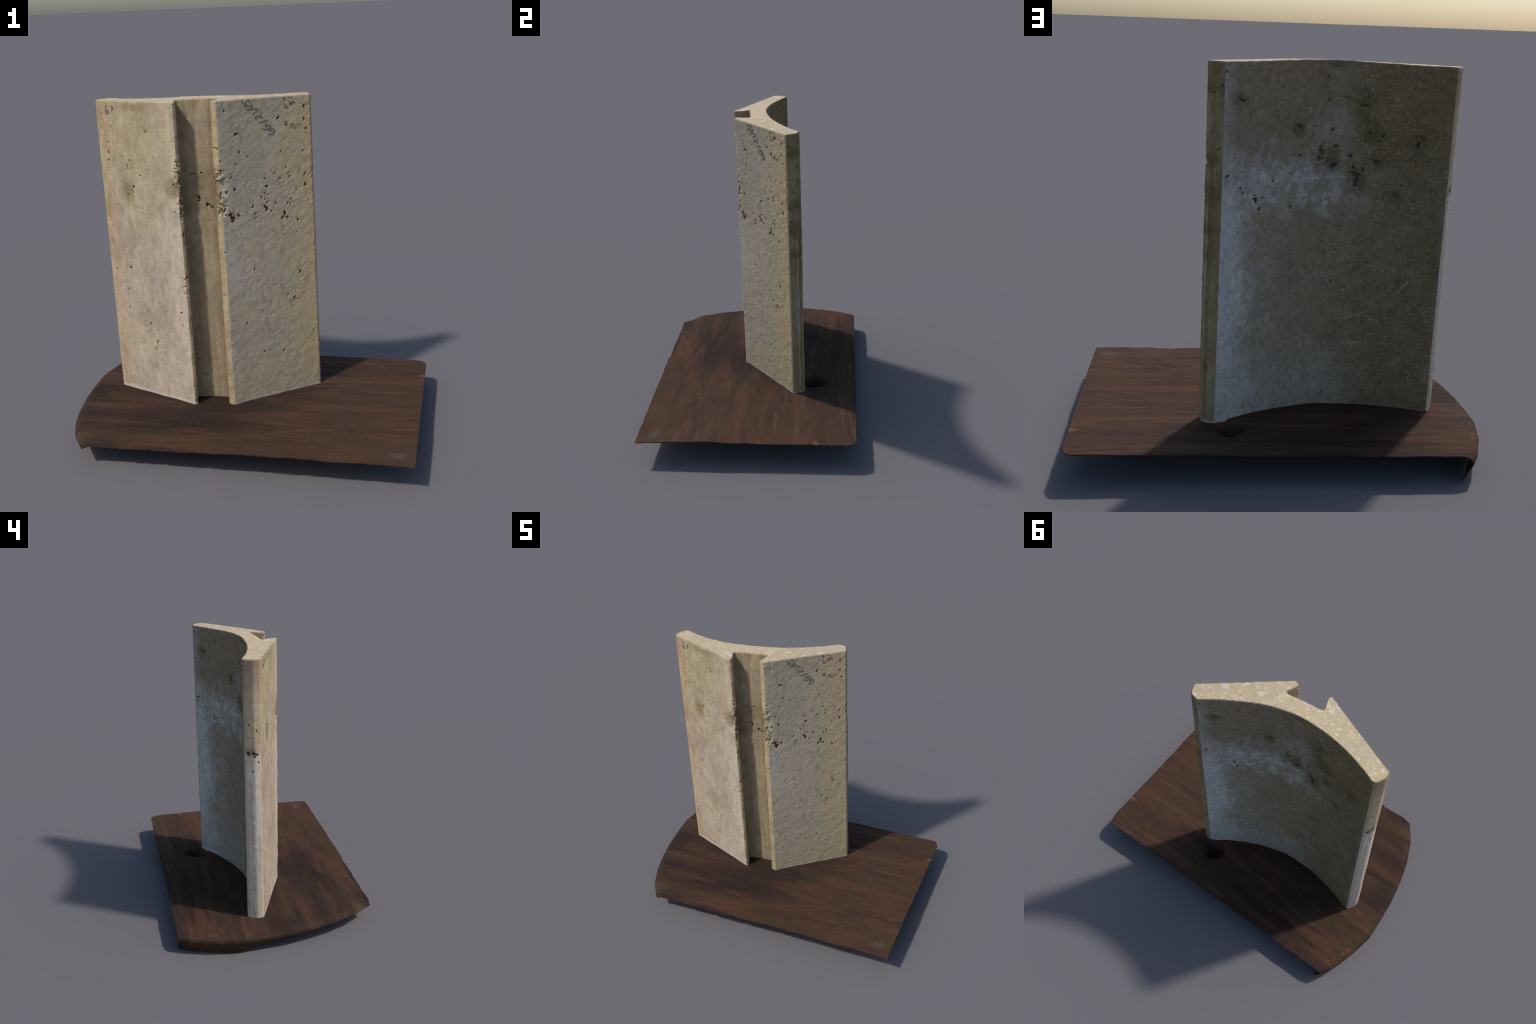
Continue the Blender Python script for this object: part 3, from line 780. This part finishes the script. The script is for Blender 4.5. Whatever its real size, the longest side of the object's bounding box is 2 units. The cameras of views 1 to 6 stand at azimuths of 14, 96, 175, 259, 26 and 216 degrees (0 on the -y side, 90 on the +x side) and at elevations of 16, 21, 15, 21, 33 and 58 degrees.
# ------------------------------------------------------------ wooden board -
def build_board():
    """A leaf of table top: flat, gently wavy, its left end rounded in plan and
    rolled over to a thin lip that hangs lowest near the back."""
    NY, NS = 300, 430
    ys = np.linspace(-.657, .657, NY)
    crest_y = [-.66, -.54, -.385, -.23, -.07, .115, .25, .42, .574, .66]
    crest_x = [-.752, -.838, -.904, -.946, -.975, -.993, -1.0, -.970, -.918, -.875]
    lip_y = [-.66, -.4, -.2, -.07, .03, .2, .285, .45, .66]
    lip_z = [.112, .102, .095, .086, .075, .036, .003, .006, .004]
    R = .055
    base = .147
    V = np.zeros((NY, NS, 3))
    for i, y in enumerate(ys):
        cx = np.interp(y, crest_y, crest_x); lz = np.interp(y, lip_y, lip_z)
        # length of roll: quarter turn then straight lip leaning back in
        zc = base - R
        lean = .034 * sstep(np.array(y), -.1, .3) + .014 * sstep(np.array(y), .35, .6)
        path = [(0.999 - .004 * (y + .657) / 1.314, base)]
        path += [(cx + R, base)]
        for t in np.linspace(0, math.pi / 2, 12)[1:]:
            path.append((cx + R - R * math.sin(t), zc + R * math.cos(t)))
        path.append((cx + lean, min(zc - .001, lz) if lz < zc else zc - .001))
        path = np.array(path)
        L = np.r_[0, np.cumsum(np.linalg.norm(np.diff(path, axis=0), axis=1))]
        if lz >= zc:                                   # short lip: stop part way round the roll
            t_end = math.acos(np.clip((lz - zc) / R, 0, 1))
            end = L[1] + R * t_end
        else: end = L[-1]
        # a third of the columns on the roll, the rest on the flat
        s = np.r_[np.linspace(0, L[1], NS - 60, endpoint=False), np.linspace(L[1], end, 60)]
        V[i, :, 0] = np.interp(s, L, path[:, 0]); V[i, :, 1] = y; V[i, :, 2] = np.interp(s, L, path[:, 1])
    P = V.reshape(-1, 3)
    flat = sstep(P[:, 2], .10, .14)
    dz = .0062 * fbm(P * np.array([.8, 1.5, 1]), .20, 3, .5, 2.2) + .0024 * fbm(P * np.array([.6, 1.5, 1]), .08, 2, .5, 6.0) + .0105 * P[:, 0] - .002
    lump = np.exp(-((P[:, 0] - .62) ** 2 / .09 + (P[:, 1] + .42) ** 2 / .04))
    dz += lump * .012 * fbm(P, .11, 3, .5, 4.0)
    dz += .008 * np.exp(-((P[:, 0] - .99) / .12) ** 2 - ((P[:, 1] + .25) / .22) ** 2)
    dz -= .016 * sstep(P[:, 1], -.50, -.657) * sstep(P[:, 0], .25, -.45)
    dz -= .004 * sstep(P[:, 0], .7, 1.0) * sstep(P[:, 1], -.3, -.65)
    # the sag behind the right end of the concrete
    q = np.hypot((P[:, 0] - .236) / .076, (P[:, 1] - .382) / .092)
    dz -= .095 * sstep(q + .35 * fbm(P, .07, 2, .5, 1.1), 1.05, .25)
    P[:, 2] += dz * np.maximum(flat, .15)
    rim = np.maximum(sstep(P[:, 1], .52, .657), sstep(P[:, 1], -.52, -.657)) * flat
    P[:, 2] += rim * .006 * fbm(np.c_[P[:, 0], P[:, 1] * .2, P[:, 1] * 0], .17, 2, .5, 5.5)
    # uneven cut edges with a few nicks
    edge_w = fbm(np.c_[P[:, 0], P[:, 1] * 0, P[:, 1] * 0], .09, 3, .5, 3.0) * .006
    nick = sum(np.exp(-((P[:, 0] - x0) / w) ** 2) * d for x0, w, d in
               ((-.54, .008, .008), (-.37, .009, .009), (-.13, .006, .005), (-.045, .02, -.004), (.2, .01, .004)))
    front = sstep(P[:, 1], -.56, -.657)
    back = sstep(P[:, 1], .56, .657)
    P[:, 1] += front * (edge_w + nick) + back * (.7 * edge_w - .006 * np.exp(-((P[:, 0] + .44) / .01) ** 2))
    # clipped right-hand corners
    cut = np.clip((P[:, 0] - .955) / .045, 0, 1) * np.clip((P[:, 1] - .60) / .057, 0, 1)
    P[:, 0] -= cut * .018; P[:, 1] -= cut * .016
    V = P.reshape(NY, NS, 3)
    V[..., 2] = np.maximum(V[..., 2], .0)
    N = np.cross(np.gradient(V, axis=1), np.gradient(V, axis=0))
    N /= np.linalg.norm(N, axis=-1)[..., None]
    if N[NY // 2, NS // 4, 2] < 0: N = -N
    lower = V - N * .006
    lower[..., 2] = np.maximum(lower[..., 2], 0.0)
    n = NY * NS
    top = grid_faces(NY, NS, False)
    e = V.reshape(-1, 3)[top[0]]
    if np.cross(e[1] - e[0], e[2] - e[0])[2] < 0: top = top[:, ::-1]
    bot = top[:, ::-1] + n
    rim = np.r_[np.arange(NS - 1), np.arange(NY - 1) * NS + NS - 1, (NY - 1) * NS + np.arange(NS - 1, 0, -1), np.arange(NY - 1, 0, -1) * NS]
    nxt = np.roll(rim, -1)
    side = np.c_[rim, nxt, nxt + n, rim + n]
    allv = np.vstack([V.reshape(-1, 3), lower.reshape(-1, 3)])
    # orient the rim like the top
    c0 = allv[side[0]]
    if np.cross(c0[1] - c0[0], c0[2] - c0[0])[1] > 0: side = side[:, ::-1]
    return allv, np.vstack([top, bot, side])

bv, bf = build_board()
me = make_mesh("wooden_table_leaf", bv, bf, [mat_wood()])
me.set_sharp_from_angle(angle=math.radians(50))
board = place("wooden_table_leaf", me)
board["label"] = "thin dark brown wooden table leaf with rounded end"
board["category"] = "wooden board"
